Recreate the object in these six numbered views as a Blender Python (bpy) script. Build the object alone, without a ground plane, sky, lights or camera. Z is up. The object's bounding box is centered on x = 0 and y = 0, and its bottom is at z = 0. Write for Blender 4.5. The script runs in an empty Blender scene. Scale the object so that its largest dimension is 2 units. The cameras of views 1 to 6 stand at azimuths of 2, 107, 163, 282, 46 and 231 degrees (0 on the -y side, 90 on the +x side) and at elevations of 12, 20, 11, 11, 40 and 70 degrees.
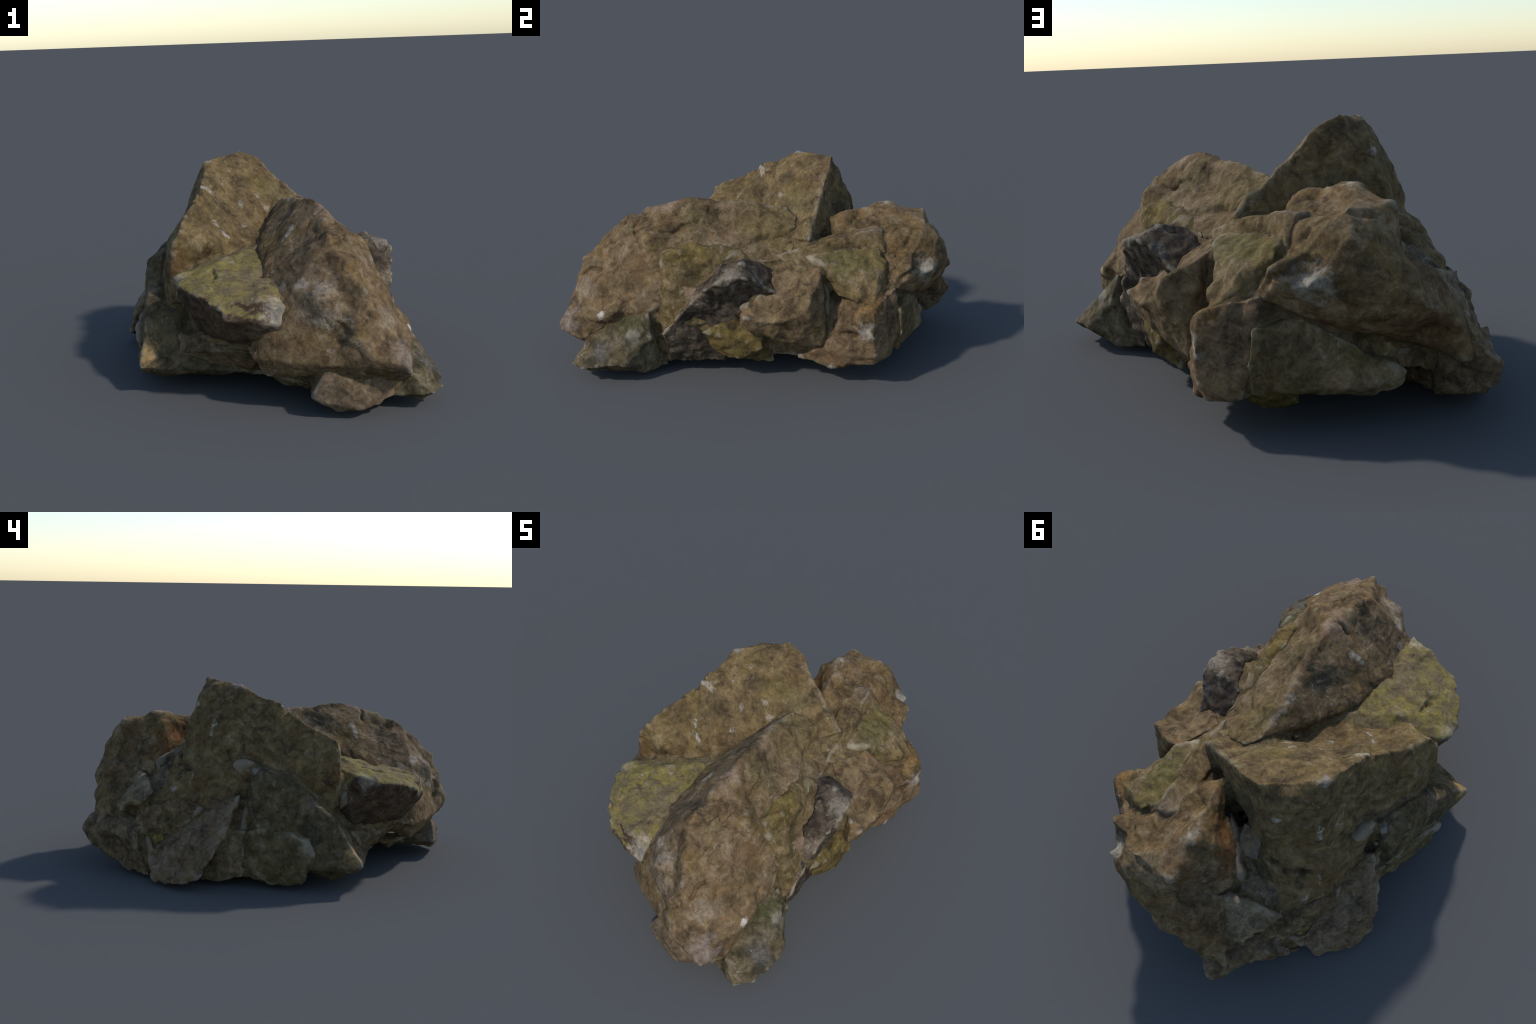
# A heap of weathered boulders, slabs and wedged stones, each a mesh of its own.
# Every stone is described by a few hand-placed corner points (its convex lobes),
# then rounded, dented, grooved, chipped and roughened by the rules below.
import bpy, bmesh, math
import numpy as np
from mathutils import Vector

# ---------------------------------------------------------------- noise tools
def _tables(seed):
    rng = np.random.default_rng(seed)
    g = rng.normal(size=(256, 3))
    return rng.permutation(256), g / np.linalg.norm(g, axis=1, keepdims=True), rng.random((256, 3))

def _hash(perm, i):
    i = i & 255
    return perm[(perm[(perm[i[..., 0]] + i[..., 1]) & 255] + i[..., 2]) & 255]

def perlin(p, seed):
    perm, grad, _ = _tables(seed)
    i = np.floor(p).astype(int)
    f = p - i
    w = f * f * f * (f * (f * 6 - 15) + 10)
    out = np.zeros(len(p))
    for dx in (0, 1):
        for dy in (0, 1):
            for dz in (0, 1):
                o = np.array((dx, dy, dz))
                g = grad[_hash(perm, i + o)]
                d = ((f - o) * g).sum(1)
                k = np.where(dx, w[:, 0], 1 - w[:, 0]) * np.where(dy, w[:, 1], 1 - w[:, 1]) * np.where(dz, w[:, 2], 1 - w[:, 2])
                out += k * d
    return out * 1.5

def fbm(p, size, octaves, seed, gain=0.5):
    total, amp = np.zeros(len(p)), 1.0
    q = p / size
    for k in range(octaves):
        total += amp * perlin(q, seed + k * 17)
        q, amp = q * 2.03 + 5.7, amp * gain
    return total

def cells(p, size, seed):
    """Distances to the two nearest cell seeds, and a tilted plane per cell (chips)."""
    perm, grad, jit = _tables(seed)
    q = p / size
    base = np.floor(q).astype(int)
    f1 = np.full(len(p), 9.0)
    f2 = np.full(len(p), 9.0)
    h1 = np.zeros(len(p))
    h2 = np.zeros(len(p))
    for dx in (-1, 0, 1):
        for dy in (-1, 0, 1):
            for dz in (-1, 0, 1):
                c = base + np.array((dx, dy, dz))
                idx = _hash(perm, c)
                d = q - (c + jit[idx])
                r = np.sqrt((d * d).sum(1))
                h = (d * grad[idx]).sum(1)
                near = r < f1
                mid = (~near) & (r < f2)
                f2 = np.where(near, f1, np.where(mid, r, f2))
                h2 = np.where(near, h1, np.where(mid, h, h2))
                f1 = np.where(near, r, f1)
                h1 = np.where(near, h, h1)
    t = np.clip((f2 - f1) / 0.25, 0, 1) * 0.5 + 0.5
    return f1, f2, h1 * t + h2 * (1 - t)

def to_segments(p, line):
    line = np.array(line, float)
    best = np.full(len(p), 9.0)
    for a, b in zip(line[:-1], line[1:]):
        ab = b - a
        t = np.clip(((p - a) @ ab) / max(ab @ ab, 1e-9), 0, 1)
        best = np.minimum(best, np.linalg.norm(p - (a + t[:, None] * ab), axis=1))
    return best

# ---------------------------------------------------------------- mesh tools
def hull_into(bm, points):
    verts = [bm.verts.new(p) for p in points]
    bm.verts.ensure_lookup_table()
    r = bmesh.ops.convex_hull(bm, input=verts)
    junk = {g for g in r["geom_interior"] + r["geom_unused"] if isinstance(g, bmesh.types.BMVert)}
    bmesh.ops.delete(bm, geom=list(junk), context="VERTS")

def remeshed(bm, voxel):
    me = bpy.data.meshes.new("cage")
    bm.to_mesh(me)
    bm.free()
    ob = bpy.data.objects.new("cage", me)
    bpy.context.scene.collection.objects.link(ob)
    m = ob.modifiers.new("voxels", "REMESH")
    m.mode, m.voxel_size = "VOXEL", voxel
    out = bpy.data.meshes.new_from_object(ob.evaluated_get(bpy.context.evaluated_depsgraph_get()))
    bpy.data.objects.remove(ob)
    bpy.data.meshes.remove(me)
    return out

def coords(me):
    a = np.empty(len(me.vertices) * 3)
    me.vertices.foreach_get("co", a)
    return a.reshape(-1, 3)

def put(me, p):
    me.vertices.foreach_set("co", p.ravel())
    me.update()

def normals(me):
    a = np.empty(len(me.vertices) * 3)
    me.vertices.foreach_get("normal", a)
    return a.reshape(-1, 3)

def smoother(me):
    e = np.empty(len(me.edges) * 2, dtype=np.int32)
    me.edges.foreach_get("vertices", e)
    a, b = e.reshape(-1, 2).T
    n = len(me.vertices)
    deg = np.maximum(np.bincount(a, minlength=n) + np.bincount(b, minlength=n), 1)
    def step(x):
        cols = [(np.bincount(a, x[:, k][b], n) + np.bincount(b, x[:, k][a], n)) / deg for k in range(x.shape[1])]
        return np.stack(cols, 1)
    return step

def creased_fill(name, look, reach=0.015, sink=0.008):
    """Rubble and soil packed between the stones: the gap left between all stones once each is
    swollen by `reach` and the joined heap is shrunk back again, a little below their faces."""
    cos, faces, base = [], [], 0
    for ob in list(PILE.children):
        me = ob.data
        q = coords(me) + np.array(ob.location)
        n = normals(me)
        cos.append(q + n * reach)
        f = np.empty(len(me.loops), dtype=np.int32)
        me.loops.foreach_get("vertex_index", f)
        faces.append(f.reshape(-1, 4) + base)
        base += len(q)
    cos, faces = np.concatenate(cos), np.concatenate(faces)
    me = bpy.data.meshes.new("swollen")
    me.vertices.add(len(cos))
    me.vertices.foreach_set("co", cos.ravel())
    me.loops.add(faces.size)
    me.loops.foreach_set("vertex_index", faces.ravel())
    me.polygons.add(len(faces))
    me.polygons.foreach_set("loop_start", np.arange(0, faces.size, 4, dtype=np.int32))
    me.update(calc_edges=True)
    bm = bmesh.new()
    bm.from_mesh(me)
    bpy.data.meshes.remove(me)
    me = remeshed(bm, 0.010)
    step = smoother(me)
    p = coords(me)
    for _ in range(4):
        p = p * 0.5 + step(p) * 0.5
    put(me, p)
    hops = 4
    for _ in range(hops):
        n = normals(me)
        for _ in range(2):
            n = step(n)
        n = n / (np.linalg.norm(n, axis=1, keepdims=True) + 1e-9)
        p = p - n * ((reach + sink) / hops)
        p = p * 0.8 + step(p) * 0.2
        put(me, p)
    # keep only what lies between two or more stones
    size = 0.02
    pack = lambda c: (c[..., 0] * 4096 + c[..., 1]) * 4096 + c[..., 2]
    around = np.array([(i, j, k) for i in (-1, 0, 1) for j in (-1, 0, 1) for k in (-1, 0, 1)])
    mine = pack(np.floor(p / size).astype(np.int64) + 2000)
    near = np.zeros(len(p))
    for ob in list(PILE.children):
        c = np.floor((coords(ob.data) + np.array(ob.location)) / size).astype(np.int64) + 2000
        c = np.stack(np.unravel_index(np.unique(pack(c)), (4096, 4096, 4096)), 1)
        near += np.isin(mine, np.unique(pack(c[:, None] + around)))
    alone = (near < 2).astype(float)[:, None]
    for _ in range(2):
        alone = step(alone)
    p = p + normals(me) * (fbm(p, 0.05, 3, 991) * 0.004)[:, None]
    put(me, p)
    bm = bmesh.new()
    bm.from_mesh(me)
    bm.verts.ensure_lookup_table()
    bmesh.ops.delete(bm, geom=[bm.verts[k] for k in np.nonzero(alone[:, 0] > 0.95)[0]], context="VERTS")
    bm.to_mesh(me)
    bm.free()
    p = coords(me)
    return finished(name, me, p, 991, look)

PILE = bpy.data.objects.new("rock_pile", None)
PILE.empty_display_size = 0.2
PILE["label"] = "heap of weathered brown boulders with mossy, lichen-spotted stones wedged together"
PILE["category"] = "rock pile"
bpy.context.scene.collection.objects.link(PILE)

_seed = [100]
def pulled(p, targets, reach, most):
    """Moves the surface smoothly so that it passes through the measured points."""
    q = np.array(targets, float)
    near = np.array([((p - t) ** 2).sum(1).argmin() for t in q])
    d = q - p[near]
    far = np.linalg.norm(d, axis=1)
    keep = far < most
    if not keep.any():
        return p
    q, d = p[near][keep], d[keep]
    gauss = lambda a, b: np.exp(-((a[:, None] - b[None]) ** 2).sum(2) / reach ** 2)
    w = np.linalg.solve(gauss(q, q) + 0.15 * np.eye(len(q)), d)
    out = p.copy()
    for k in range(0, len(p), 20000):
        out[k:k + 20000] += gauss(p[k:k + 20000], q) @ w
    return out

def rock(name, lobes, look, pins=(), voxel=0.006, soft=5, grow=0.001, ridges=(0.08, 0.0028), pits=0.0025, lumps=(0.16, 0.012), chips=(0.11, 0.10),
         grain=(0.028, 0.0017), cracks=None, dents=(), grooves=(), kind=None):
    _seed[0] += 37
    seed = _seed[0]
    bm = bmesh.new()
    for pts in lobes:
        hull_into(bm, pts)
    me = remeshed(bm, voxel)
    me.name = name
    step = smoother(me)
    p = coords(me)
    # chipped planes first, then rounding, so that chip edges are a little worn
    nrm = normals(me)
    n0 = nrm
    for _ in range(6):
        n0 = step(n0)
    n0 /= np.linalg.norm(n0, axis=1, keepdims=True) + 1e-9
    for _ in range(max(1, soft - 3)):
        p = p * 0.4 + step(p) * 0.6
    if pins:
        p = pulled(p, pins, 0.10, 0.12)
        p = pulled(p, pins, 0.06, 0.05)
    p = pulled(p, [c for pts in lobes for c in pts], 0.035, 0.028)
    warp = np.stack([fbm(p, 0.09, 2, seed + k) for k in (1, 2, 3)], 1) * 0.03
    f1, f2, plane = cells(p + warp, chips[0], seed + 5)
    p = p + n0 * (plane * chips[0] * chips[1])[:, None]
    f1b, f2b, plane = cells(p + warp * 0.6, chips[0] * 0.42, seed + 6)
    p = p + n0 * (plane * chips[0] * 0.42 * chips[1] * 0.55)[:, None]
    p = p + n0 * (fbm(p, lumps[0], 3, seed + 7) * lumps[1])[:, None]
    for c, r, depth in dents:
        d = np.linalg.norm(p - np.array(c), axis=1) / r
        p = p - n0 * (depth * np.exp(-d * d * 1.6) * (1 + 0.3 * perlin(p / 0.05, seed + 9)))[:, None]
    for _ in range(2):
        p = p * 0.5 + step(p) * 0.5
    for line, width, depth in grooves:
        line = np.array(line, float)
        line = np.concatenate([a + np.linspace(0, 1, 6)[:, None] * (b - a) for a, b in zip(line[:-1], line[1:])])
        line = p[[((p - c) ** 2).sum(1).argmin() for c in line]]
        d = to_segments(p + warp * 0.35, line) / (width * 1.35)
        p = p - n0 * (1.5 * depth * np.exp(-d * d * 1.5) * np.clip(0.75 + fbm(p, 0.05, 2, seed + 16), 0.2, 1.2))[:, None]
    if cracks:
        f1, f2, _ = cells(p + warp * 1.5, cracks[0], seed + 11)
        keep = np.clip(fbm(p, 0.2, 2, seed + 12) * 1.6 + 0.45, 0, 1)
        p = p - n0 * (cracks[1] * np.exp(-((f2 - f1) / 0.05) ** 2) * keep)[:, None]
        p = p + n0 * (cracks[1] * 0.5 * np.clip(f2 - f1, 0, 0.5))[:, None]
    where = np.clip(fbm(p, 0.22, 2, seed + 13) * 1.5 + 0.5, 0, 1)
    crest = 1 - np.abs(fbm(p + warp, ridges[0], 2, seed + 14)) * 2.4
    p = p + n0 * (ridges[1] * (crest - 0.35) * (0.35 + 0.65 * where))[:, None]
    hole, _, _ = cells(p + warp * 0.7, 0.04, seed + 15)
    p = p - n0 * (pits * np.exp(-(hole / 0.33) ** 2) * np.clip(1.3 - 1.6 * where, 0, 1))[:, None]
    fine = fbm(p, grain[0], 3, seed + 8, 0.6)
    p = p + n0 * (grow + grain[1] * (0.5 - np.abs(fine)) * 1.3)[:, None]
    p = p * 0.85 + step(p) * 0.15
    return finished(name, me, p, seed, look)

def finished(name, me, p, seed, look):
    me.name = name
    step = smoother(me)
    centre = (p.min(0) + p.max(0)) / 2
    put(me, p - centre)
    # how far each point stands proud of its surroundings: where edges wear pale
    q, n = p, normals(me)
    for _ in range(14):
        q, n = step(q), step(n)
    n = n / (np.linalg.norm(n, axis=1, keepdims=True) + 1e-9)
    proud = ((p - q) * n).sum(1)
    worn = me.attributes.new("proud", "FLOAT", "POINT")
    worn.data.foreach_set("value", (proud * 100).astype(np.float32))
    me.polygons.foreach_set("use_smooth", np.ones(len(me.polygons), dtype=bool))
    ob = bpy.data.objects.new(name, me)
    bpy.context.scene.collection.objects.link(ob)
    ob.parent = PILE
    ob.location = centre
    me.materials.clear()
    me.materials.append(stone(name, centre, seed, **look))
    return ob

# ---------------------------------------------------------------- material
class Web:
    def __init__(self, mat):
        self.t = mat.node_tree
        self.t.nodes.clear()
    def new(self, kind, **kw):
        n = self.t.nodes.new(kind)
        for k, v in kw.items():
            setattr(n, k, v)
        return n
    def feed(self, sock, v):
        if hasattr(v, "is_output"):
            self.t.links.new(v, sock)
        elif isinstance(v, (tuple, list)) and len(v) == 3 and sock.type == "RGBA":
            sock.default_value = (*v, 1)
        else:
            sock.default_value = v
    def math(self, op, a, b=0.0, c=None, clamp=False):
        n = self.new("ShaderNodeMath", operation=op, use_clamp=clamp)
        self.feed(n.inputs[0], a)
        self.feed(n.inputs[1], b)
        if c is not None:
            self.feed(n.inputs[2], c)
        return n.outputs[0]
    def noise(self, vec, scale, detail=6, rough=0.6, warp=0.0):
        n = self.new("ShaderNodeTexNoise")
        self.feed(n.inputs["Vector"], vec)
        for k, v in (("Scale", scale), ("Detail", detail), ("Roughness", rough), ("Distortion", warp)):
            n.inputs[k].default_value = v
        return n.outputs["Fac"]
    def step(self, v, lo, hi):
        n = self.new("ShaderNodeMapRange", interpolation_type="SMOOTHSTEP")
        self.feed(n.inputs["Value"], v)
        n.inputs["From Min"].default_value, n.inputs["From Max"].default_value = lo, hi
        return n.outputs["Result"]
    def mix(self, fac, a, b, mode="MIX"):
        n = self.new("ShaderNodeMix", data_type="RGBA", blend_type=mode)
        self.feed(n.inputs["Factor"], fac)
        self.feed(n.inputs["A"], a) if False else self.feed(n.inputs[6], a)
        self.feed(n.inputs[7], b)
        return n.outputs[2]

WHITE = (0.34, 0.32, 0.29)

def stone(name, centre, seed, dark=(0.075, 0.056, 0.036), mid=(0.16, 0.118, 0.072), pale=(0.235, 0.185, 0.125),
          tint=(0.145, 0.12, 0.045), tint_amount=0.5, flecks=0.45, fleck_colour=WHITE, wear=0.5, wear_colour=(0.26, 0.225, 0.17),
          blotch=(0.065, 0.055, 0.038), blotch_amount=0.5, top=None, patches=(), rough=0.9):
    """Mottled stone: three browns, a green-brown tint, dark blotches, pale flecks, worn edges,
    an optional growth on the faces that look up, and placed stains."""
    deep = lambda c: (c[0] * 0.77, c[1] * 0.685, c[2] * 0.585)
    dark, mid, pale, tint, blotch = map(deep, (dark, mid, pale, tint, blotch))
    ruddy = (mid[0] * 1.03, mid[1] * 0.90, mid[2] * 0.82)
    ochre = (mid[0] * 1.12, mid[1] * 1.10, mid[2] * 0.78)
    mat = bpy.data.materials.new(name + "_stone")
    mat.use_nodes = True
    w = Web(mat)
    tc = w.new("ShaderNodeTexCoord")
    mp = w.new("ShaderNodeVectorMath", operation="ADD")
    w.feed(mp.inputs[0], tc.outputs["Object"])
    mp.inputs[1].default_value = tuple(centre)
    pos = mp.outputs[0]
    sh = w.new("ShaderNodeVectorMath", operation="ADD")
    w.feed(sh.inputs[0], pos)
    rng = np.random.default_rng(seed)
    sh.inputs[1].default_value = tuple(rng.random(3) * 20)
    v = sh.outputs[0]
    coarse = w.noise(v, 5.0, 8, 0.62, 0.4)
    medium = w.noise(v, 17.0, 8, 0.66, 0.6)
    fine = w.noise(v, 60.0, 8, 0.78)
    speck = w.noise(v, 38.0, 8, 0.72, 0.8)
    tone = w.math("ADD", w.math("MULTIPLY", coarse, 0.5), w.math("MULTIPLY", medium, 0.5))
    ramp = w.new("ShaderNodeValToRGB")
    w.feed(ramp.inputs[0], tone)
    e = ramp.color_ramp.elements
    e[0].position, e[0].color = 0.40, (*dark, 1)
    e[1].position, e[1].color = 0.60, (*pale, 1)
    m = e.new(0.49)
    m.color = (*mid, 1)
    col = ramp.outputs[0]
    bright = w.math("ADD", 0.5, w.math("MULTIPLY", medium, 1.0))
    for shade, scale, lo in ((ruddy, 7.0, 0.52), (ochre, 10.0, 0.54)):
        spot = w.step(w.noise(v, scale, 7, 0.65, 0.7), lo, lo + 0.10)
        col = w.mix(w.math("MULTIPLY", spot, 0.65), col, w.mix(1.0, shade, bright, "MULTIPLY"))
    hue = w.step(w.noise(v, 3.2, 5, 0.6, 0.8), 0.42, 0.62)
    tinted = w.mix(0.75, col, w.mix(1.0, w.mix(0.5, col, tint), w.math("ADD", 0.55, w.math("MULTIPLY", medium, 0.9)), "MULTIPLY"))
    col = w.mix(w.math("MULTIPLY", hue, tint_amount), col, tinted)
    bl = w.step(w.noise(v, 9.0, 9, 0.72, 0.9), 0.55, 0.68)
    col = w.mix(w.math("MULTIPLY", bl, blotch_amount), col, blotch)
    vein = w.noise(v, 11.0, 6, 0.6, 2.4)
    vein = w.math("SUBTRACT", 1.0, w.step(w.math("ABSOLUTE", w.math("SUBTRACT", vein, 0.5)), 0.004, 0.03))
    vein = w.math("MULTIPLY", vein, w.step(w.noise(v, 6.0, 4, 0.6), 0.50, 0.62))
    col = w.mix(w.math("MULTIPLY", vein, 0.35), col, (pale[0] * 1.15, pale[1] * 1.1, pale[2] * 1.05))
    geo = w.new("ShaderNodeNewGeometry")
    ragged = w.noise(v, 26.0, 8, 0.7)
    if top:
        nz = w.new("ShaderNodeSeparateXYZ")
        w.feed(nz.inputs[0], geo.outputs["Normal"])
        mask = w.step(w.math("ADD", nz.outputs[2], w.math("MULTIPLY", w.math("SUBTRACT", medium, 0.5), 1.2)), top[1], top[1] + 0.25)
        growth = w.mix(w.step(medium, 0.40, 0.58), top[2], top[0])
        growth = w.mix(w.math("MULTIPLY", w.step(w.noise(v, 6.0, 6, 0.65, 0.8), 0.48, 0.60), 0.75), growth, (0.155, 0.115, 0.068))
        growth = w.mix(w.math("MULTIPLY", w.step(ragged, 0.56, 0.68), 0.6), growth, (0.05, 0.042, 0.022))
        growth = w.mix(w.math("MULTIPLY", w.step(speck, 0.55, 0.65), 0.5), growth, (0.25, 0.215, 0.10))
        col = w.mix(mask, col, growth)
    ragged_pos = None
    if patches:
        wob = w.new("ShaderNodeTexNoise")
        w.feed(wob.inputs["Vector"], v)
        for k, val in (("Scale", 22.0), ("Detail", 5.0), ("Roughness", 0.65)):
            wob.inputs[k].default_value = val
        wob2 = w.new("ShaderNodeVectorMath", operation="MULTIPLY_ADD")
        w.feed(wob2.inputs[0], wob.outputs["Color"])
        wob2.inputs[1].default_value = (0.07, 0.07, 0.07)
        wob2.inputs[2].default_value = (-0.035, -0.035, -0.035)
        wob3 = w.new("ShaderNodeVectorMath", operation="ADD")
        w.feed(wob3.inputs[0], pos)
        w.feed(wob3.inputs[1], wob2.outputs[0])
        ragged_pos = wob3.outputs[0]
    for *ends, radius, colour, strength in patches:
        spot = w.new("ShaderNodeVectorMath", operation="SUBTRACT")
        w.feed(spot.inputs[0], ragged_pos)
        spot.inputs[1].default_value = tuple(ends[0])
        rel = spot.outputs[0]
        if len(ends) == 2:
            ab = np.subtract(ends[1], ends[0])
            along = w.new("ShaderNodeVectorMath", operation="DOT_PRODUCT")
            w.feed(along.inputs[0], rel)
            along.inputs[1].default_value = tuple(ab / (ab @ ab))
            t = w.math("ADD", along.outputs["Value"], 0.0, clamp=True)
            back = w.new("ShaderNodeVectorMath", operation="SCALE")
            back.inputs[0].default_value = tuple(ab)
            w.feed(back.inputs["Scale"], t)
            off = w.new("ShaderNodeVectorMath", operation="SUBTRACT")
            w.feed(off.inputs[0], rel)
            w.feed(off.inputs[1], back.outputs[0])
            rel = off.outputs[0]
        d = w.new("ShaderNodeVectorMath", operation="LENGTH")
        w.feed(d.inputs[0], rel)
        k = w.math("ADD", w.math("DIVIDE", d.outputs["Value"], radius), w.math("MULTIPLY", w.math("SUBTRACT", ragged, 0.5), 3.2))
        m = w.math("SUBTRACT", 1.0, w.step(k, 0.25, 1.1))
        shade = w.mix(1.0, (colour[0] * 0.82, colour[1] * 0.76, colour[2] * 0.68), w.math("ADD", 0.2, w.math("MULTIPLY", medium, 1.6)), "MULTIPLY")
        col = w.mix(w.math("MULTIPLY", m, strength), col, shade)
    # grain: small light and dark specks over everything
    col = w.mix(1.0, col, w.math("MULTIPLY", w.math("ADD", 0.20, w.math("MULTIPLY", fine, 1.7)), w.math("ADD", 0.45, w.math("MULTIPLY", medium, 1.15))), "MULTIPLY")
    col = w.mix(w.math("MULTIPLY", w.step(speck, 0.57, 0.66), 0.5), col, (pale[0] * 1.1, pale[1] * 1.08, pale[2] * 1.05))
    col = w.mix(w.math("MULTIPLY", w.math("SUBTRACT", 1.0, w.step(speck, 0.34, 0.43)), 0.6), col, (dark[0] * 0.8, dark[1] * 0.8, dark[2] * 0.8))
    # worn, paler edges
    proud = w.new("ShaderNodeAttribute", attribute_type="GEOMETRY", attribute_name="proud")
    edge = w.step(w.math("ADD", proud.outputs["Fac"], w.math("ADD", w.math("MULTIPLY", w.math("SUBTRACT", ragged, 0.5), 2.0), w.math("MULTIPLY", w.math("SUBTRACT", coarse, 0.5), 2.2))), 0.40, 0.95)
    col = w.mix(w.math("MULTIPLY", edge, wear), col, wear_colour)
    # lichen flecks
    fl = w.math("MULTIPLY", w.step(w.noise(v, 34.0, 7, 0.62, 1.2), 0.60, 0.70), w.step(w.noise(v, 4.0, 3, 0.5), 0.45, 0.6))
    col = w.mix(w.math("MULTIPLY", fl, flecks), col, fleck_colour)
    bump = w.new("ShaderNodeBump")
    bump.inputs["Strength"].default_value = 0.4
    bump.inputs["Distance"].default_value = 0.012
    h = w.math("ADD", w.math("MULTIPLY", medium, 0.6), w.math("MULTIPLY", fine, 0.35))
    w.feed(bump.inputs["Height"], h)
    bs = w.new("ShaderNodeBsdfPrincipled")
    w.feed(bs.inputs["Base Color"], col)
    bs.inputs["Roughness"].default_value = rough
    bs.inputs["Specular IOR Level"].default_value = 0.12
    w.feed(bs.inputs["Normal"], bump.outputs[0])
    out = w.new("ShaderNodeOutputMaterial")
    w.feed(out.inputs["Surface"], bs.outputs[0])
    return mat

# ---------------------------------------------------------------- looks
MOSS = (0.165, 0.13, 0.042)
MOSS_DARK = (0.10, 0.09, 0.028)
OLIVE = (0.12, 0.10, 0.04)
RUST = (0.17, 0.08, 0.03)
BLACK = (0.03, 0.03, 0.028)
GREY = (0.17, 0.16, 0.14)
PLUM = (0.19, 0.16, 0.15)
brown = dict()
warm = dict(tint_amount=0.35, flecks=0.2)
olive_brown = dict(mid=(0.15, 0.114, 0.063), pale=(0.225, 0.178, 0.10), tint_amount=0.55)

# ---------------------------------------------------------------- the stones
# The tall leaning slab that makes the peak
rock("rock_slab", [
    [(-.136, .338, 1.048), (-.054, .346, 1.012), (-.012, .322, .968), (.024, .336, .911), (.108, .307, .851), (.259, .312, .694),
     (-.305, .116, 1.015), (-.30, .0, .96), (-.322, -.123, .934), (-.265, .362, .906), (-.279, .433, .713), (-.409, .225, .808),
     (-.431, .214, .76), (-.47, .2, .62), (-.173, -.326, .608), (-.035, -.236, .655), (-.44, -.15, .65), (-.2, .4, .6), (.2, .3, .6)],
    [(-.335, -.16, .895), (-.41, -.437, .748), (-.435, -.455, .70), (-.445, -.45, .61), (-.445, -.45, .55), (-.492, -.36, .53), (-.455, -.06, .68), (-.46, -.06, .65), (-.46, -.431, .394), (-.40, -.45, .42), (-.25, -.38, .56), (-.52, .1, .40), (-.50, .2, .36),
     (-.173, -.326, .608), (-.1, -.1, .66), (-.48, -.1, .62), (-.5, -.05, .45), (-.25, 0, .5)],
    [(-.315, .451, .645), (-.481, .541, .398), (-.513, .427, .48), (-.508, .322, .55), (-.55, .274, .488), (-.58, .319, .451), (-.566, .239, .404),
     (-.5, .24, .601), (-.47, .2, .63), (-.26, .42, .70), (-.2, .3, .4), (-.5, -.1, .4), (-.2, .45, .5), (-.5, 0.0, .6), (-.54, .15, .40), (-.52, .05, .42)],
], dict(olive_brown, patches=[
        ((-.322, -.123, .934), (-.262, -.097, .879), .016, WHITE, .9), ((-.262, -.232, .772), (-.187, -.264, .686), .014, WHITE, .8), ((-.101, -.105, .727), .02, WHITE, .8),
        ((-.128, -.013, .818), (-.101, -.105, .727), .013, WHITE, .5), ((-.053, .068, .837), .022, WHITE, .6), ((-.305, .116, 1.015), .035, WHITE, .8), ((-.409, .225, .835), (-.42, .235, .77), .016, WHITE, .95),
        ((-.513, .427, .48), .02, WHITE, .9), ((-.508, .322, .57), (-.515, .33, .52), .012, WHITE, .8), ((-.265, .362, .906), .03, WHITE, .7), ((.006, .057, .77), .025, WHITE, .5),
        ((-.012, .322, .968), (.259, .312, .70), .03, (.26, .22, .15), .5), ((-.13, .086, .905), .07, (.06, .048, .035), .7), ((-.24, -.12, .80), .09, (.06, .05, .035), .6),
        ((-.43, -.45, .60), .10, (.13, .075, .035), .7), ((-.32, -.43, .70), .05, (.28, .22, .13), .6), ((-.05, .15, .88), .12, (.15, .125, .05), .5),
        ((.05, .2, .80), .10, (.15, .13, .07), .5), ((-.12, .36, .78), .12, (.07, .06, .04), .5)]), chips=(.12, .09),
    pins=[(-.262, -.097, .879), (-.262, -.232, .772), (-.187, -.264, .686), (-.105, -.11, .705), (-.13, -.15, .69), (-.08, -.16, .665), (-.045, -.13, .66), (-.04, -.03, .69), (-.045, .225, .951), (-.053, .068, .837), (-.128, -.013, .818), (.006, .057, .77),
          (-.27, -.434, .708), (-.321, -.418, .734), (-.13, .086, .897), (.03, .154, .826), (.235, .221, .701), (-.36, -.291, .804), (-.364, .139, .93), (-.473, -.313, .688),
          (-.41, .362, .625), (-.481, .417, .503), (.088, .257, .81), (.208, .27, .751), (.024, .336, .911), (.108, .307, .851), (-.409, .225, .808), (-.265, .362, .906), (-.279, .433, .713),
          (-.12, .355, .83), (-.08, .35, .835), (-.446, -.09, .705), (-.275, .28, .985), (-.07, -.06, .697), (-.085, -.195, .665), (-.02, -.11, .68), (-.15, -.19, .70), (-.19, -.03, .82), (-.155, -.09, .74)],
    dents=[((-.21, .24, 1.05), .05, .010), ((-.32, -.02, .955), .04, .008)],
    grooves=[([(-.315, .451, .645), (-.40, .40, .60), (-.47, .34, .59)], .012, .018)])

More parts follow.
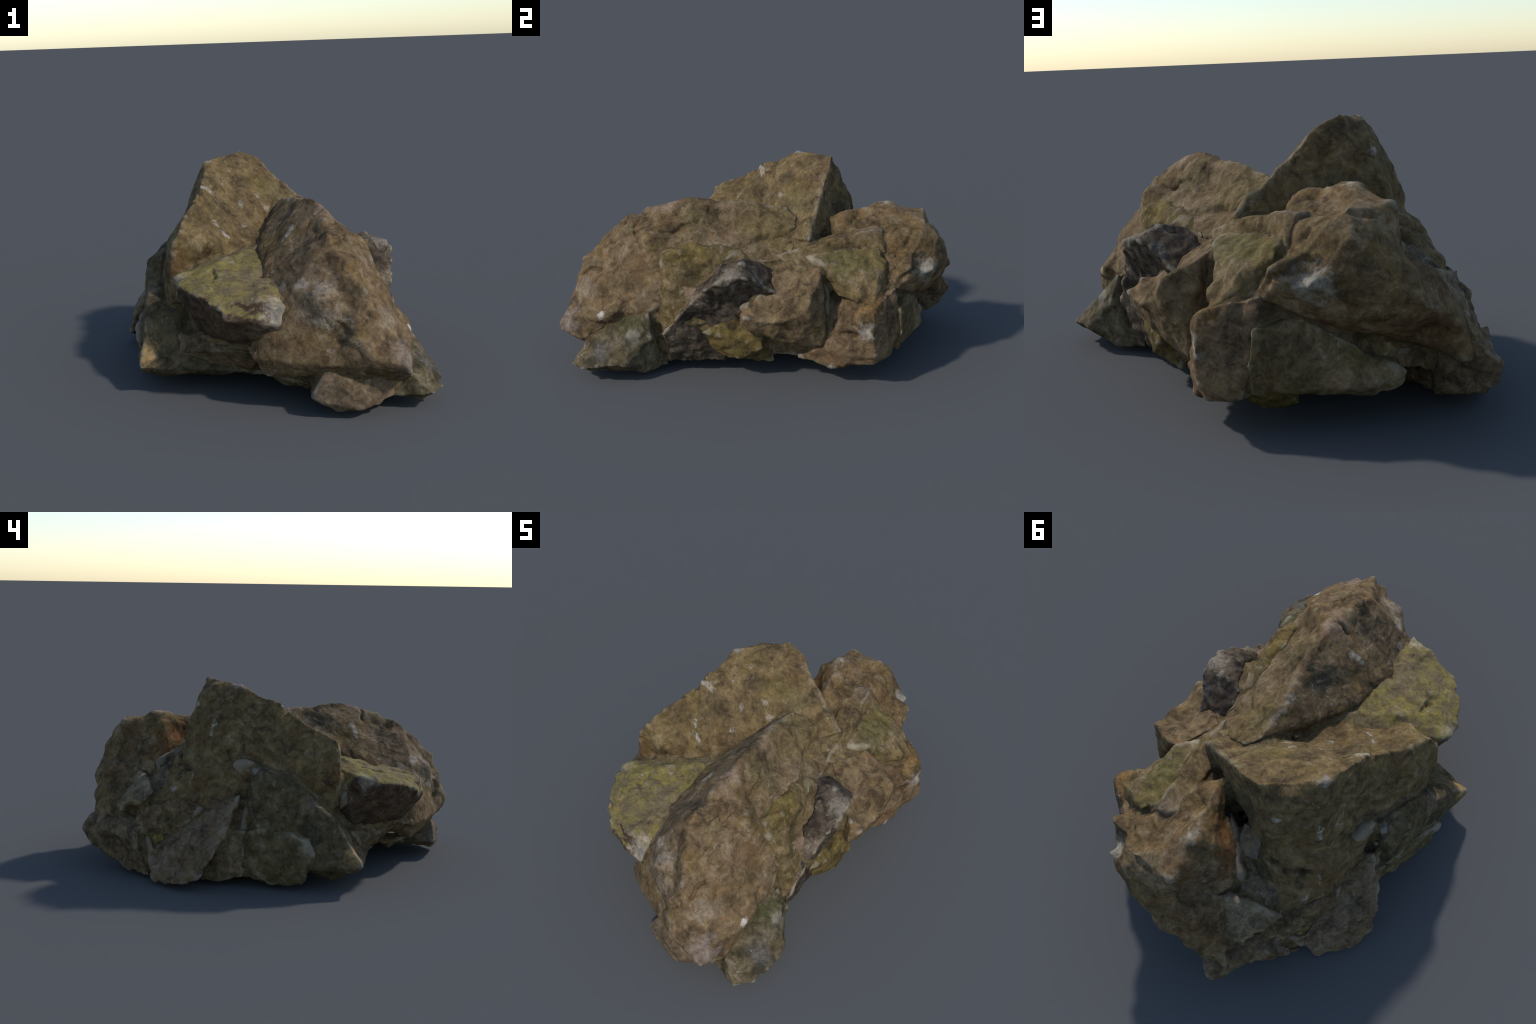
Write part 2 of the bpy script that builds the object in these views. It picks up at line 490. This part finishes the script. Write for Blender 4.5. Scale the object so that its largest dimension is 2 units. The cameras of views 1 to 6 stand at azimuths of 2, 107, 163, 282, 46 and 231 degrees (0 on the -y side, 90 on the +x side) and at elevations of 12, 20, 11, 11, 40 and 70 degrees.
# The great humped boulder in front
rock("boulder", [
    [(.081, .143, .809), (.119, .196, .775), (.203, .215, .744), (.243, .111, .669), (.131, -.094, .835), (.237, -.373, .883), (.277, -.453, .859),
     (.275, -.397, .86), (.269, -.591, .813), (.243, -.639, .786), (.29, -.665, .787), (.28, -.712, .764), (.40, -.87, .593), (.428, -.9, .574), (.247, -.848, .561), (.386, -.655, .75),
     (.469, -.93, .475), (.392, -.955, .47), (.382, -.958, .396), (.45, -.985, .31), (.613, -.985, .252), (.622, -.965, .22), (-.083, -.765, .26),
     (.628, -.879, .315), (.648, -.72, .338), (.601, -.634, .321), (.582, -.469, .358), (.401, -.612, .719), (.40, -.17, .67),
     (-.027, -.236, .691), (-.032, -.47, .584), (-.015, -.628, .554), (.048, -.701, .539), (.098, -.805, .512), (-.026, -.8, .339),
     (-.063, -.83, .25), (.003, -.815, .172), (.201, -.874, .183), (.372, -.883, .184), (.287, -.95, .247), (.594, -.873, .15), (.633, -.845, .179),
     (.2, .1, .4), (.45, -.3, .3), (.0, -.3, .3)],
    [(.24, .2, .68), (.35, .103, .596), (.33, .16, .60), (.40, -.05, .62), (.25, .05, .68), (.15, .2, .70), (.3, .1, .4), (.2, .3, .5), (.38, -.15, .65)],
], dict(tint_amount=0.4, flecks=0.5, patches=[((.19, -.70, .58), .20, (.105, .075, .052), .55), ((.19, -.60, .70), .08, (.055, .052, .042), .7), ((.105, -.24, .79), .10, (.06, .055, .04), .7),
     ((.16, .08, .75), .22, (.145, .115, .05), .6), ((.133, -.447, .765), (.094, -.482, .714), .016, WHITE, .7), ((.044, -.614, .60), .02, WHITE, .6), ((.072, -.742, .546), .025, WHITE, .6), ((.165, -.807, .569), .035, WHITE, .55),
     ((.247, -.848, .561), .05, (.28, .26, .23), .55), ((.281, -.931, .308), .025, WHITE, .7), ((.131, -.094, .835), (.10, .05, .82), .022, (.30, .26, .21), .7), ((.25, -.90, .44), .07, (.27, .25, .22), .45),
     ((.35, -.945, .39), .05, (.06, .05, .04), .6), ((.544, -.843, .431), .09, (.20, .175, .14), .6), ((.46, -.68, .64), .12, (.17, .13, .095), .4), ((.40, -.66, .75), .06, (.20, .165, .09), .6), ((.30, -.30, .78), .15, (.15, .125, .06), .5),((.60, -.93, .27), .10, PLUM, .8), ((.648, -.72, .338), .028, (.42, .41, .40), .9), ((.27, -.45, .87), .08, (.26, .2, .16), .6),
     ((.25, -.80, .50), .16, (.30, .27, .24), .35)]),
    chips=(.16, .07), lumps=(.2, .010), voxel=.0055,
    pins=[(.133, -.447, .765), (.094, -.482, .714), (.20, -.625, .715), (.044, -.614, .599), (.072, -.742, .546), (.165, -.807, .569), (.247, -.848, .561), (.197, -.496, .794),
          (.259, -.645, .748), (.375, -.419, .72), (.334, -.342, .757), (.463, -.556, .678), (.449, -.92, .459), (.544, -.843, .431), (.47, -.78, .534), (.58, -.695, .397), (.401, -.612, .719),
          (.386, -.655, .75), (.105, -.24, .79), (.347, -.94, .392), (.316, -.932, .342), (.281, -.931, .308), (.074, -.881, .351), (.237, -.876, .548), (.26, -.07, .72), (.131, -.094, .835), (.081, .143, .809), (.095, .03, .825), (-.027, -.236, .691), (.237, -.373, .883),
          (.25, -.18, .755), (.65, -.825, .282), (.648, -.72, .338), (.623, -.673, .378), (.165, -.62, .70), (.228, -.665, .742), (.24, -.08, .72), (.235, .07, .695), (.565, -.715, .478), (.543, -.725, .508), (.455, -.515, .712), (.407, -.516, .75), (.35, -.885, .497), (.545, -.92, .345), (.125, .15, .765)],
    dents=[((.35, -.945, .39), .03, .015), ((.316, -.932, .342), .025, .012)],
    grooves=[([(.401, -.612, .719), (.375, -.419, .72), (.334, -.342, .757), (.31, -.275, .78)], .009, .013), ([(.401, -.612, .719), (.463, -.556, .678), (.462, -.482, .622)], .009, .011),
             ([(.401, -.612, .719), (.364, -.608, .77), (.362, -.675, .755), (.382, -.709, .729), (.428, -.63, .70)], .008, .013), ([(.401, -.612, .719), (.43, -.711, .677), (.425, -.766, .646), (.38, -.84, .63)], .008, .011),
             ([(.50, -.676, .574), (.47, -.78, .534), (.486, -.839, .53), (.449, -.92, .459)], .010, .014), ([(.312, -.587, .81), (.336, -.598, .79), (.364, -.608, .77)], .008, .010),
             ([(.197, -.496, .80), (.24, -.50, .85)], .010, .015)])

# The mossy ledge wedged between slab and boulder
rock("mossy_rock", [
    [(-.417, -.586, .567), (-.412, -.55, .572), (-.384, -.66, .537), (-.303, -.755, .523), (-.248, -.804, .504), (-.197, -.844, .481), (-.167, -.854, .437), (-.1, -.862, .425),
     (-.04, -.87, .44), (.03, -.855, .465), (.091, -.852, .488), (.05, -.724, .544), (-.20, -.79, .532), (-.12, -.815, .532), (-.02, -.84, .515), (-.40, -.59, .465), (-.30, -.70, .42), (-.165, -.765, .33), (-.25, -.68, .33), (-.019, -.59, .558), (-.188, -.462, .62),
     (-.173, -.326, .605), (-.123, -.254, .625), (-.06, -.20, .645), (-.02, -.25, .655), (.0, -.3, .6), (-.172, -.562, .222), (-.304, -.524, .264), (.006, -.817, .342), (.066, -.863, .409),
     (-.35, -.3, .4), (-.1, -.3, .3)],
], dict(dark=(.05, .036, .03), mid=(.085, .062, .048), pale=(.15, .115, .085), tint_amount=.2, wear=.75, flecks=.4,
        top=(MOSS, .25, (.125, .095, .05)), patches=[((.06, -.86, .46), .09, (.34, .32, .29), .7), ((-.41, -.6, .56), .06, (.3, .28, .24), .6)]),
    pins=[(-.139, -.479, .599), (-.233, -.599, .592), (-.07, -.81, .345)],
    grooves=[([(-.245, -.56, .60), (-.233, -.60, .592), (-.245, -.66, .56)], .012, .02)], chips=(.10, .13))

# The dark triangular rock on the west side
rock("rock", [
    [(-.516, -.026, .628), (-.545, -.013, .611), (-.53, -.19, .59), (-.606, -.129, .554), (-.584, -.37, .43), (-.525, -.383, .438), (-.578, -.47, .345),
     (-.567, -.562, .215), (-.596, -.607, .145), (-.589, -.573, .107), (-.518, -.446, .048), (-.432, -.535, .215), (-.349, -.473, .06), (-.205, -.535, .08), (-.02, -.60, .11),
     (-.572, .004, .438), (-.621, -.008, .438), (-.63, -.118, .30), (-.64, -.15, .12), (-.3, -.1, .5), (-.3, -.1, .1), (-.1, -.3, .25)],
], pins=[(-.485, -.46, .34)], look=dict(dark=(.035, .034, .03), mid=(.085, .075, .05), pale=(.15, .13, .085), tint_amount=.6, flecks=.3, fleck_colour=(.3, .3, .27), blotch=BLACK, blotch_amount=.7,
        patches=[((-.58, -.57, .20), .08, (.30, .21, .10), .9), ((-.545, -.02, .61), .12, (.05, .05, .045), .5), ((-.54, -.03, .60), .03, WHITE, .8), ((-.57, -.33, .44), .06, (.24, .18, .15), .6)]),
    chips=(.13, .08))
rock("rock", [
    [(-.645, -.325, .272), (-.62, -.118, .336), (-.65, -.295, .09), (-.64, -.227, .02), (-.63, -.181, .06), (-.635, -.36, .20), (-.625, -.02, .30), (-.63, .02, .12), (-.61, .02, .05),
     (-.63, -.30, .05), (-.4, -.2, .25), (-.4, -.2, .05), (-.45, .1, .1)],
], dict(mid=(.12, .105, .06), dark=(.06, .053, .035), pale=(.19, .17, .12), tint_amount=.7, patches=[((-.67, -.31, .26), .05, (.3, .3, .27), .6)]),
    chips=(.09, .12), lumps=(.1, .016))
rock("rock", [
    [(-.65, .134, .166), (-.645, .146, .025), (-.62, .018, .052), (-.63, .0, .3), (-.60, .15, .3), (-.62, .3, .03), (-.45, .1, .1), (-.45, .1, .3)],
], dict(mid=(.13, .11, .075), tint_amount=.3))

# The rounded boulder at the back
rock("boulder", [
    [(-.07, .665, .827), (-.04, .599, .829), (-.005, .547, .807), (.061, .36, .765), (-.089, .726, .794), (-.131, .832, .779), (-.153, .6, .78), (.047, .876, .787),
     (.062, .94, .70), (-.1, .955, .62), (.03, .978, .595), (.055, .95, .49), (-.2, .98, .46), (-.262, .905, .49), (-.30, .945, .375), (-.40, .913, .285), (-.475, .865, .255), (-.355, .911, .235),
     (.195, .875, .689), (.198, .919, .561), (.205, .943, .57), (.276, .821, .609), (.19, .925, .58), (.319, .756, .508), (.297, .788, .49), (.207, .825, .438), (.058, .89, .404),
     (-.106, .885, .395), (-.26, .88, .35), (.13, .70, .726), (.182, .70, .63), (-.202, .72, .639), (-.254, .791, .535), (-.19, .53, .641), (-.37, .75, .33),
     (-.43, .78, .25), (.1, .4, .5), (-.2, .5, .3), (.2, .6, .4)],
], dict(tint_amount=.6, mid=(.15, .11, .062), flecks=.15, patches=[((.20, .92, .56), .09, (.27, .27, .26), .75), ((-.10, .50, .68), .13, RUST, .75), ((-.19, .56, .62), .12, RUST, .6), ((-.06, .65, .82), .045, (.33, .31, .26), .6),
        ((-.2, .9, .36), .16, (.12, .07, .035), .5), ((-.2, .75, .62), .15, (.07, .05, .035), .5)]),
    chips=(.15, .09), lumps=(.16, .012),
    pins=[(-.042, .58, .809), (.036, .487, .796), (.062, .926, .715), (.19, .85, .61), (.188, .726, .612), (.265, .765, .587), (.034, .523, .764), (-.156, .655, .744), (-.145, .791, .725), (-.155, .809, .641),
          (-.262, .902, .492), (.19, .925, .58), (-.06, .488, .683), (-.204, .535, .641), (.065, .532, .777), (.145, .702, .726), (-.254, .791, .535), (-.17, .935, .40), (-.235, .885, .315), (-.20, .745, .55), (-.165, .80, .605), (.09, .72, .735), (.075, .75, .74), (.01, .74, .76), (.112, .70, .70), (.06, .655, .745), (-.225, .89, .35), (-.305, .815, .475), (-.155, .87, .602), (.02, .985, .608), (.29, .838, .61)],
    dents=[((.034, .523, .764), .03, .015)],
    grooves=[([(.188, .726, .612), (.165, .827, .61), (.16, .90, .62)], .012, .014), ([(.095, .69, .768), (.094, .646, .767), (.05, .63, .788), (.03, .61, .80)], .008, .010), ([(.13, .72, .74), (.09, .74, .76), (.05, .82, .77)], .008, .012),
             ([(.18, .81, .70), (.09, .82, .755), (.003, .886, .755), (-.055, .87, .756)], .010, .012), ([(.04, .51, .77), (.09, .50, .745)], .010, .012), ([(.30, .80, .55), (.25, .89, .62), (.17, .93, .64)], .014, .012)])

# The base block under it, with a thin plate leaning on it
rock("rock", [
    [(.489, .695, .15), (.519, .66, .343), (.54, .70, .26), (.534, .707, .224), (.511, .70, .44), (.525, .659, .31), (.528, .711, .208), (.50, .51, .30), (.492, .477, .096),
     (.50, .38, .184), (.46, .30, .13), (.43, .731, .477), (.327, .772, .498), (.369, .80, .264), (.399, .76, .15), (.40, .55, .42), (.3, .4, .4), (.3, .3, .15), (.2, .6, .2), (.2, .7, .45)],
], pins=[(.485, .44, .215), (.503, .55, .292), (.485, .635, .444)], look=dict(mid=(.165, .12, .08), tint_amount=.25, flecks=.2, wear=.6, patches=[((.53, .66, .33), .06, (.36, .34, .31), .8), ((.46, .66, .46), .1, (.24, .15, .05), .6), ((.49, .477, .10), .03, WHITE, .8)]),
    chips=(.12, .10), grooves=[([(.52, .50, .30), (.525, .66, .305)], .012, .012)])
rock("rock", [
    [(.36, .805, .40), (.385, .817, .28), (.36, .79, .18), (.034, .8, .142), (-.062, .82, .115), (-.161, .82, .15), (-.17, .83, .196), (-.02, .866, .17), (-.05, .84, .25),
     (.09, .845, .36), (.2, .82, .42), (.2, .6, .2), (-.1, .6, .2), (.25, .6, .4)],
], dict(mid=(.125, .105, .065), tint_amount=.6, patches=[((-.02, .85, .3), .1, OLIVE, .7)]), chips=(.13, .09), dents=[((-.06, .87, .29), .08, .04)])
rock("rock", [
    [(-.1, .79, .22), (-.12, .77, .36), (-.25, .77, .35), (-.3, .75, .15), (-.1, .6, .3), (-.3, .6, .2), (0, .8, .36)],
], dict(mid=(.12, .10, .06), tint_amount=.7))

# The low north-west base rock
rock("rock", [
    [(-.459, .960, .215), (-.473, .92, .172), (-.485, .90, .13), (-.43, .895, .108), (-.485, .834, .098), (-.492, .783, .068), (-.517, .726, .044), (-.563, .662, .027), (-.588, .596, .023), (-.612, .532, .021),
     (-.377, .918, .295), (-.42, .935, .281), (-.506, .895, .17), (-.51, .82, .22), (-.53, .761, .214), (-.555, .71, .198), (-.591, .66, .177), (-.616, .592, .242),
     (-.374, .875, .301), (-.321, .75, .07), (-.3, .8, .28), (-.3, .5, .05), (-.3, .5, .25), (-.45, .55, .3)],
], pins=[(-.505, .72, .13), (-.495, .75, .14), (-.488, .81, .155), (-.562, .60, .19), (-.575, .585, .15)], look=dict(mid=(.125, .10, .07), dark=(.05, .042, .034), tint_amount=.3, flecks=.2), chips=(.08, .16), lumps=(.1, .016))

# Mossy block on the east and the wedge that rides on it
rock("mossy_rock", [
    [(.325, .286, .631), (.207, .661, .654), (.294, .368, .637), (.254, .482, .648), (.212, .596, .65), (.366, .389, .618), (.25, .708, .61), (.357, .690, .575), (.374, .705, .519), (.444, .66, .478), (.486, .69, .447), (.326, .533, .448),
     (.40, .50, .46), (.312, .722, .498), (.15, .5, .45), (.2, .3, .5)],
], dict(mid=(.16, .125, .065), tint_amount=.7, wear=.6, patches=[((.26, .62, .65), .16, (.15, .125, .048), .6), ((.32, .5, .62), .14, (.10, .10, .04), .6), ((.35, .33, .63), .05, (.33, .31, .24), .6)]),
    chips=(.09, .13))
rock("wedge_stone", [
    [(.319, .155, .625), (.152, .671, .748), (.087, .603, .738), (.166, .371, .682), (.241, .305, .655), (.262, .389, .703), (.240, .448, .718), (.224, .508, .728), (.204, .565, .741), (.176, .63, .752),
     (.135, .679, .72), (.086, .65, .724), (.202, .689, .649), (.313, .31, .628), (.294, .368, .63), (.280, .426, .64), (.254, .482, .645), (.232, .539, .648), (.212, .596, .648), (.201, .656, .645),
     (.186, .695, .632), (.091, .53, .736), (.33, .2, .57), (.1, .5, .6), (.2, .3, .55), (.36, .25, .56), (.30, .17, .45), (.25, .4, .5)],
], pins=[(.166, .371, .682)], look=dict(mid=(.16, .125, .065), tint_amount=.6, flecks=.1, wear=.5, patches=[((.13, .62, .74), .08, (.23, .18, .135), .7)]), chips=(.12, .05), soft=4)
rock("stone_chip", [
    [(.262, .113, .653), (.286, .215, .64), (.221, .147, .674), (.25, .22, .655), (.2, .2, .63), (.26, .14, .62)],
], dict(mid=(.16, .14, .05), tint_amount=.8, wear=.8), voxel=.004, chips=(.05, .1))

# Squarish mossy block leaning against the boulder
rock("mossy_rock", [
    [(.474, -.427, .642), (.484, -.33, .665), (.465, -.271, .67), (.413, -.184, .673), (.38, -.09, .65), (.35, .103, .596), (.605, -.389, .275), (.587, -.42, .301), (.612, -.334, .313),
     (.45, -.42, .64), (.40, -.3, .69), (.33, -.1, .66), (.3, 0, .4), (.4, -.4, .3), (.5, -.1, .3), (.54, -.25, .45)],
], dict(mid=(.13, .105, .052), dark=(.06, .05, .028), tint_amount=.9, flecks=.4, wear=.7, patches=[((.43, -.28, .69), .14, (.16, .12, .04), .7)]), chips=(.09, .13),
    dents=[((.53, -.22, .52), .09, .02)])

# The dark rock with the hollow underside
rock("dark_rock", [
    [(.568, -.043, .624), (.508, .013, .644), (.538, .114, .566), (.499, .169, .505), (.487, .192, .478), (.343, .145, .551), (.39, .01, .619), (.511, -.095, .631), (.516, -.171, .546),
     (.585, .061, .592), (.615, -.001, .60), (.63, -.07, .578), (.63, -.134, .53), (.62, -.203, .471), (.605, -.255, .387), (.609, -.311, .321), (.617, -.387, .258), (.59, -.39, .23),
     (.555, -.39, .065), (.512, -.36, .052), (.485, -.23, .062), (.56, -.33, .14), (.46, -.05, .07), (.4, .1, .1), (.4, -.3, .2), (.45, .16, .4)],
], pins=[(.535, -.05, .598), (.548, -.012, .46), (.555, -.055, .445)], look=dict(dark=(.028, .025, .023), mid=(.065, .054, .047), pale=(.13, .11, .09), tint_amount=.2, flecks=.3, wear=.65, blotch=BLACK, blotch_amount=.7,
        patches=[((.585, -.03, .605), .075, (.30, .27, .225), .6), ((.63, -.2, .45), .08, (.28, .23, .17), .6), ((.61, -.33, .30), .08, (.27, .21, .16), .8), ((.53, .12, .56), .05, (.25, .23, .2), .5)]),
    chips=(.08, .16), dents=[((.60, -.20, .30), .1, .035)])

# The tan block beside it
rock("rock", [
    [(.378, .386, .598), (.429, .411, .573), (.573, .382, .51), (.592, .377, .453), (.648, .17, .398), (.634, .273, .393), (.655, .068, .405), (.615, .036, .41), (.589, .067, .456), (.335, .185, .6),
     (.602, .034, .33), (.505, .447, .304), (.465, .44, .235), (.45, .301, .148), (.588, .192, .276), (.485, .43, .214), (.3, .3, .4), (.35, .2, .3)],
], dict(mid=(.175, .132, .08), pale=(.23, .18, .115), tint_amount=.35, flecks=.3, wear=.7, patches=[((.40, .395, .59), .03, RUST, .7), ((.50, .2, .53), .1, (.13, .095, .07), .4)]),
    chips=(.11, .08), pins=[(.604, .276, .42), (.47, .238, .497), (.545, .18, .408), (.562, .295, .462), (.515, .165, .445)])

# Yellow mossy base rock and the lowest mossy stone
rock("mossy_rock", [
    [(.536, -.027, .355), (.56, -.195, .257), (.544, -.16, .174), (.514, -.109, .111), (.558, .01, .125), (.47, .153, .098), (.545, .119, .2), (.54, .08, .15), (.565, -.05, .25), (.53, .1, .3), (.3, 0, .3), (.3, .1, .12)],
], dict(mid=(.125, .10, .042), dark=(.05, .042, .025), pale=(.18, .145, .065), tint_amount=.7, flecks=.1), chips=(.09, .15), lumps=(.1, .016))
rock("mossy_rock", [
    [(.314, .5, .061), (.242, .5, .024), (.168, .513, 0.006), (.124, .543, .03), (.2, .4, .2), (.38, .42, .15), (.1, .45, .15), (.3, .65, .2)],
], dict(mid=(.13, .11, .035), tint_amount=.8), chips=(.07, .1), grow=.0)

# Low stones in front
rock("stone", [
    [(.736, -.875, .085), (.784, -.789, .084), (.634, -.837, .17), (.613, -.787, .191), (.622, -.711, .242), (.617, -.646, .287), (.602, -.587, .33), (.61, -.466, .356), (.643, -.497, .303), (.669, -.513, .279), (.657, -.441, .24), (.706, -.557, .232),
     (.785, -.612, .123), (.79, -.70, .11), (.75, -.55, .11), (.626, -.5, .027), (.52, -.411, .03), (.69, -.788, .03), (.557, -.835, .06), (.5, -.5, .2)],
], dict(dark=(.05, .046, .034), mid=(.115, .10, .07), pale=(.21, .185, .145), tint=(.075, .075, .032), tint_amount=.6, flecks=.6, wear=.4,
        patches=[((.63, -.58, .33), .1, (.055, .06, .022), .8), ((.69, -.53, .26), .05, (.26, .25, .21), .7), ((.73, -.70, .17), .08, (.10, .10, .10), .6)]),
    chips=(.11, .08))
rock("stone", [
    [(.264, -.951, .077), (.269, -.91, .24), (.405, -.956, .05), (.56, -.842, .07), (.297, -.92, .03), (.491, -.9, .046), (.568, -.852, .117), (.334, -.949, .172), (.211, -.938, .133), (.226, -.94, .083), (.2, -.93, .10),
     (.3, -.7, .25), (.5, -.7, .2), (.2, -.75, .08), (.5, -.75, .05), (.55, -.85, .19), (.23, -.93, .18)],
], dict(mid=(.15, .12, .088), pale=(.22, .185, .145), tint_amount=.25, flecks=.2, patches=[((.20, -.93, .13), .07, GREY, .6)]), chips=(.1, .07))
rock("stone", [
    [(-.03, -.665, .125), (.08, -.69, .07), (.18, -.69, .058), (.18, -.8, .12), (.2, -.4, .15), (0, -.5, .2), (.3, -.6, .05)],
], dict(mid=(.14, .12, .075), tint_amount=.4), chips=(.08, .08))
rock("stone", [
    [(-.42, -.52, .28), (-.41, -.57, .21), (-.279, -.607, .203), (-.202, -.543, .143), (-.076, -.613, .12), (-.086, -.735, .25), (-.05, -.70, .2), (-.266, -.62, .22), (-.172, -.56, .26), (-.2, -.3, .3), (.1, -.6, .3), (-.35, -.4, .3)],
], dict(mid=(.14, .115, .075), tint_amount=.3, patches=[((-.08, -.64, .14), .09, (.16, .09, .04), .7)]), chips=(.08, .1))

# The slanted plate and small stones on the west and north-west
rock("stone_slab", [
    [(-.576, .045, .475), (-.545, .204, .434), (-.593, .054, .401), (-.628, .078, .346), (-.66, .102, .29), (-.691, .126, .234), (-.73, .149, .181), (-.757, .18, .129), (-.775, .214, .073),
     (-.688, .498, .037), (-.697, .467, .009), (-.732, .409, .021), (-.772, .35, .037), (-.773, .303, .041), (-.77, .257, .053), (-.605, .485, .18), (-.593, .293, .325), (-.70, .25, .265), (-.70, .34, .185), (-.738, .15, .215), (-.74, .24, .213), (-.70, .40, .135), (-.61, .511, .088), (-.5, .3, .2), (-.55, .3, .02), (-.5, .1, .4)],
], dict(mid=(.155, .125, .09), dark=(.065, .052, .04), pale=(.225, .19, .145), tint_amount=.1, flecks=.2, blotch_amount=.5), chips=(.08, .15), lumps=(.09, .014),
    grooves=[([(-.60, .21, .35), (-.69, .26, .27), (-.72, .33, .14)], .010, .012)])
rock("pale_stone", [
    [(-.213, .733, .543), (-.258, .781, .439), (-.297, .787, .391), (-.374, .754, .336), (-.45, .70, .35), (-.475, .68, .37), (-.43, .72, .31), (-.49, .6, .38), (-.51, .54, .45), (-.367, .601, .49), (-.337, .685, .485), (-.25, .7, .5), (-.2, .6, .4), (-.35, .6, .35)],
], pins=[(-.47, .72, .37), (-.41, .72, .413), (-.43, .762, .34)], look=dict(mid=(.20, .17, .125), dark=(.10, .085, .06), pale=(.27, .24, .19), tint_amount=.4, blotch_amount=.15), voxel=.005, chips=(.06, .15))
rock("rock", [
    [(-.556, .381, .436), (-.572, .245, .391), (-.557, .477, .389), (-.51, .653, .266), (-.549, .596, .187), (-.58, .413, .23), (-.6, .313, .327), (-.59, .45, .30), (-.563, .55, .372), (-.53, .62, .315), (-.4, .6, .25), (-.35, .4, .3), (-.40, .63, .33)],
], dict(mid=(.115, .09, .055), dark=(.045, .037, .026), tint_amount=.5, flecks=.3, patches=[((-.56, .36, .43), .07, (.2, .13, .09), .6)]), chips=(.09, .12))
rock("stone", [
    [(-.428, .565, .484), (-.34, .525, .564), (-.41, .465, .517), (-.448, .513, .46), (-.246, .504, .576), (-.45, .56, .43), (-.3, .6, .5), (-.3, .45, .5)],
], dict(mid=(.115, .10, .08), dark=(.055, .05, .042), flecks=.7, tint_amount=.2), voxel=.005, chips=(.07, .1))
rock("pale_stone", [
    [(-.12, .42, .70), (-.16, .48, .645), (-.20, .51, .60), (-.273, .477, .618), (-.25, .43, .66), (-.2, .4, .69), (-.2, .45, .55)],
], dict(mid=(.165, .15, .125), dark=(.10, .09, .075), tint_amount=.1), voxel=.005, chips=(.06, .08))
rock("mossy_pebble", [
    [(-.573, .50, .24), (-.58, .47, .245), (-.59, .455, .21), (-.585, .50, .195), (-.58, .52, .22), (-.52, .49, .24), (-.52, .49, .18)],
], dict(mid=(.17, .15, .04), tint_amount=.6), voxel=.004, chips=(.04, .1), grow=.0)
rock("pink_stone", [
    [(.531, -.302, .491), (.549, -.295, .438), (.56, -.26, .425), (.54, -.22, .485), (.56, -.2, .45), (.48, -.28, .45), (.5, -.2, .48)],
], dict(mid=(.22, .165, .13), dark=(.16, .12, .09), pale=(.26, .2, .16), tint_amount=.0, flecks=0, blotch_amount=.1), voxel=.004, chips=(.05, .05), grow=.0, grain=(.03, .001), lumps=(.1, .004))
rock("pale_stone", [
    [(-.173, -.326, .61), (-.123, -.254, .632), (-.16, -.27, .66), (-.18, -.3, .645), (-.12, -.25, .6), (-.19, -.25, .62)],
], dict(mid=(.22, .185, .15), dark=(.15, .125, .1), tint_amount=.0), voxel=.004, chips=(.05, .05), grow=.0)

# The stones buried in the middle, seen only in the gaps
rock("buried_rock", [
    [(-.5, -.05, .42), (-.5, .15, .36), (-.52, .3, .12), (-.45, .45, .10), (-.38, .70, .14), (-.30, .76, .25), (-.1, .8, .25), (-.3, -.45, .12), (-.4, -.42, .3), (-.1, -.5, .14), (-.42, .55, .35), (-.25, .55, .5), (-.05, .4, .55)],
    [(.45, -.3, .12), (.5, -.1, .12), (.42, .35, .12), (.38, .5, .15), (.3, .3, .55), (.38, .05, .50), (.45, -.35, .25), (.2, -.5, .12), (-.1, -.4, .15), (-.2, .5, .15), (.2, .7, .25), (.0, .3, .6), (.1, -.6, .2), (.53, .04, .415)],
    [(-.625, .515, .10), (-.61, .50, .03), (-.575, .55, .14), (-.6, .45, .19), (-.4, .5, .1), (-.4, .4, .2), (-.5, .6, .05)],
    [(-.555, .0, .50), (-.57, -.005, .42), (-.585, .03, .36), (-.605, .03, .28), (-.61, .02, .15), (-.45, 0, .4), (-.45, .1, .2), (-.45, -.1, .2)],
    [(-.065, .445, .675), (-.115, .468, .665), (-.278, .572, .588), (-.215, .555, .612), (-.27, .585, .572), (-.1, .45, .5), (-.2, .4, .5), (.0, .4, .6), (-.3, .6, .45)],
    [(.372, .405, .445), (.42, .43, .40), (.36, .36, .455), (.375, .415, .51), (.3, .3, .4), (.3, .45, .4), (.45, .45, .3), (.39, .44, .46)],
    [(.572, -.43, .26), (.562, -.44, .16), (.567, -.40, .30), (.56, -.38, .15), (.45, -.4, .3), (.45, -.4, .1), (.55, -.45, .08)],
    [(-.41, -.50, .495), (-.43, -.47, .47), (-.38, -.50, .42), (-.40, -.46, .40), (-.3, -.4, .45), (-.3, -.4, .55)],
    [(-.49, .05, .65), (-.51, -.02, .635), (-.50, .10, .62), (-.4, 0, .6), (-.52, .05, .58), (-.4, .1, .6)],
    [(-.58, .54, .2), (-.6, .52, .15), (-.5, .5, .2), (-.5, .56, .25), (-.57, .56, .23), (-.5, .6, .1)],
    [(.15, .365, .665), (.20, .375, .68), (.09, .39, .66), (.01, .40, .64), (.1, .45, .66), (.1, .3, .55), (.2, .42, .655), (-.05, .42, .6)],
    [(.50, -.33, .07), (.48, -.25, .075), (.46, -.12, .08), (.44, .1, .085), (.40, -.3, .2), (.3, 0, .2), (.52, -.36, .16)],
], dict(mid=(.12, .095, .06), dark=(.06, .05, .035)), voxel=.012, chips=(.1, .08))
creased_fill("packed_rubble", dict(mid=(.12, .095, .058), dark=(.06, .048, .032), pale=(.18, .15, .095), tint_amount=.4, flecks=.15, wear=.0))
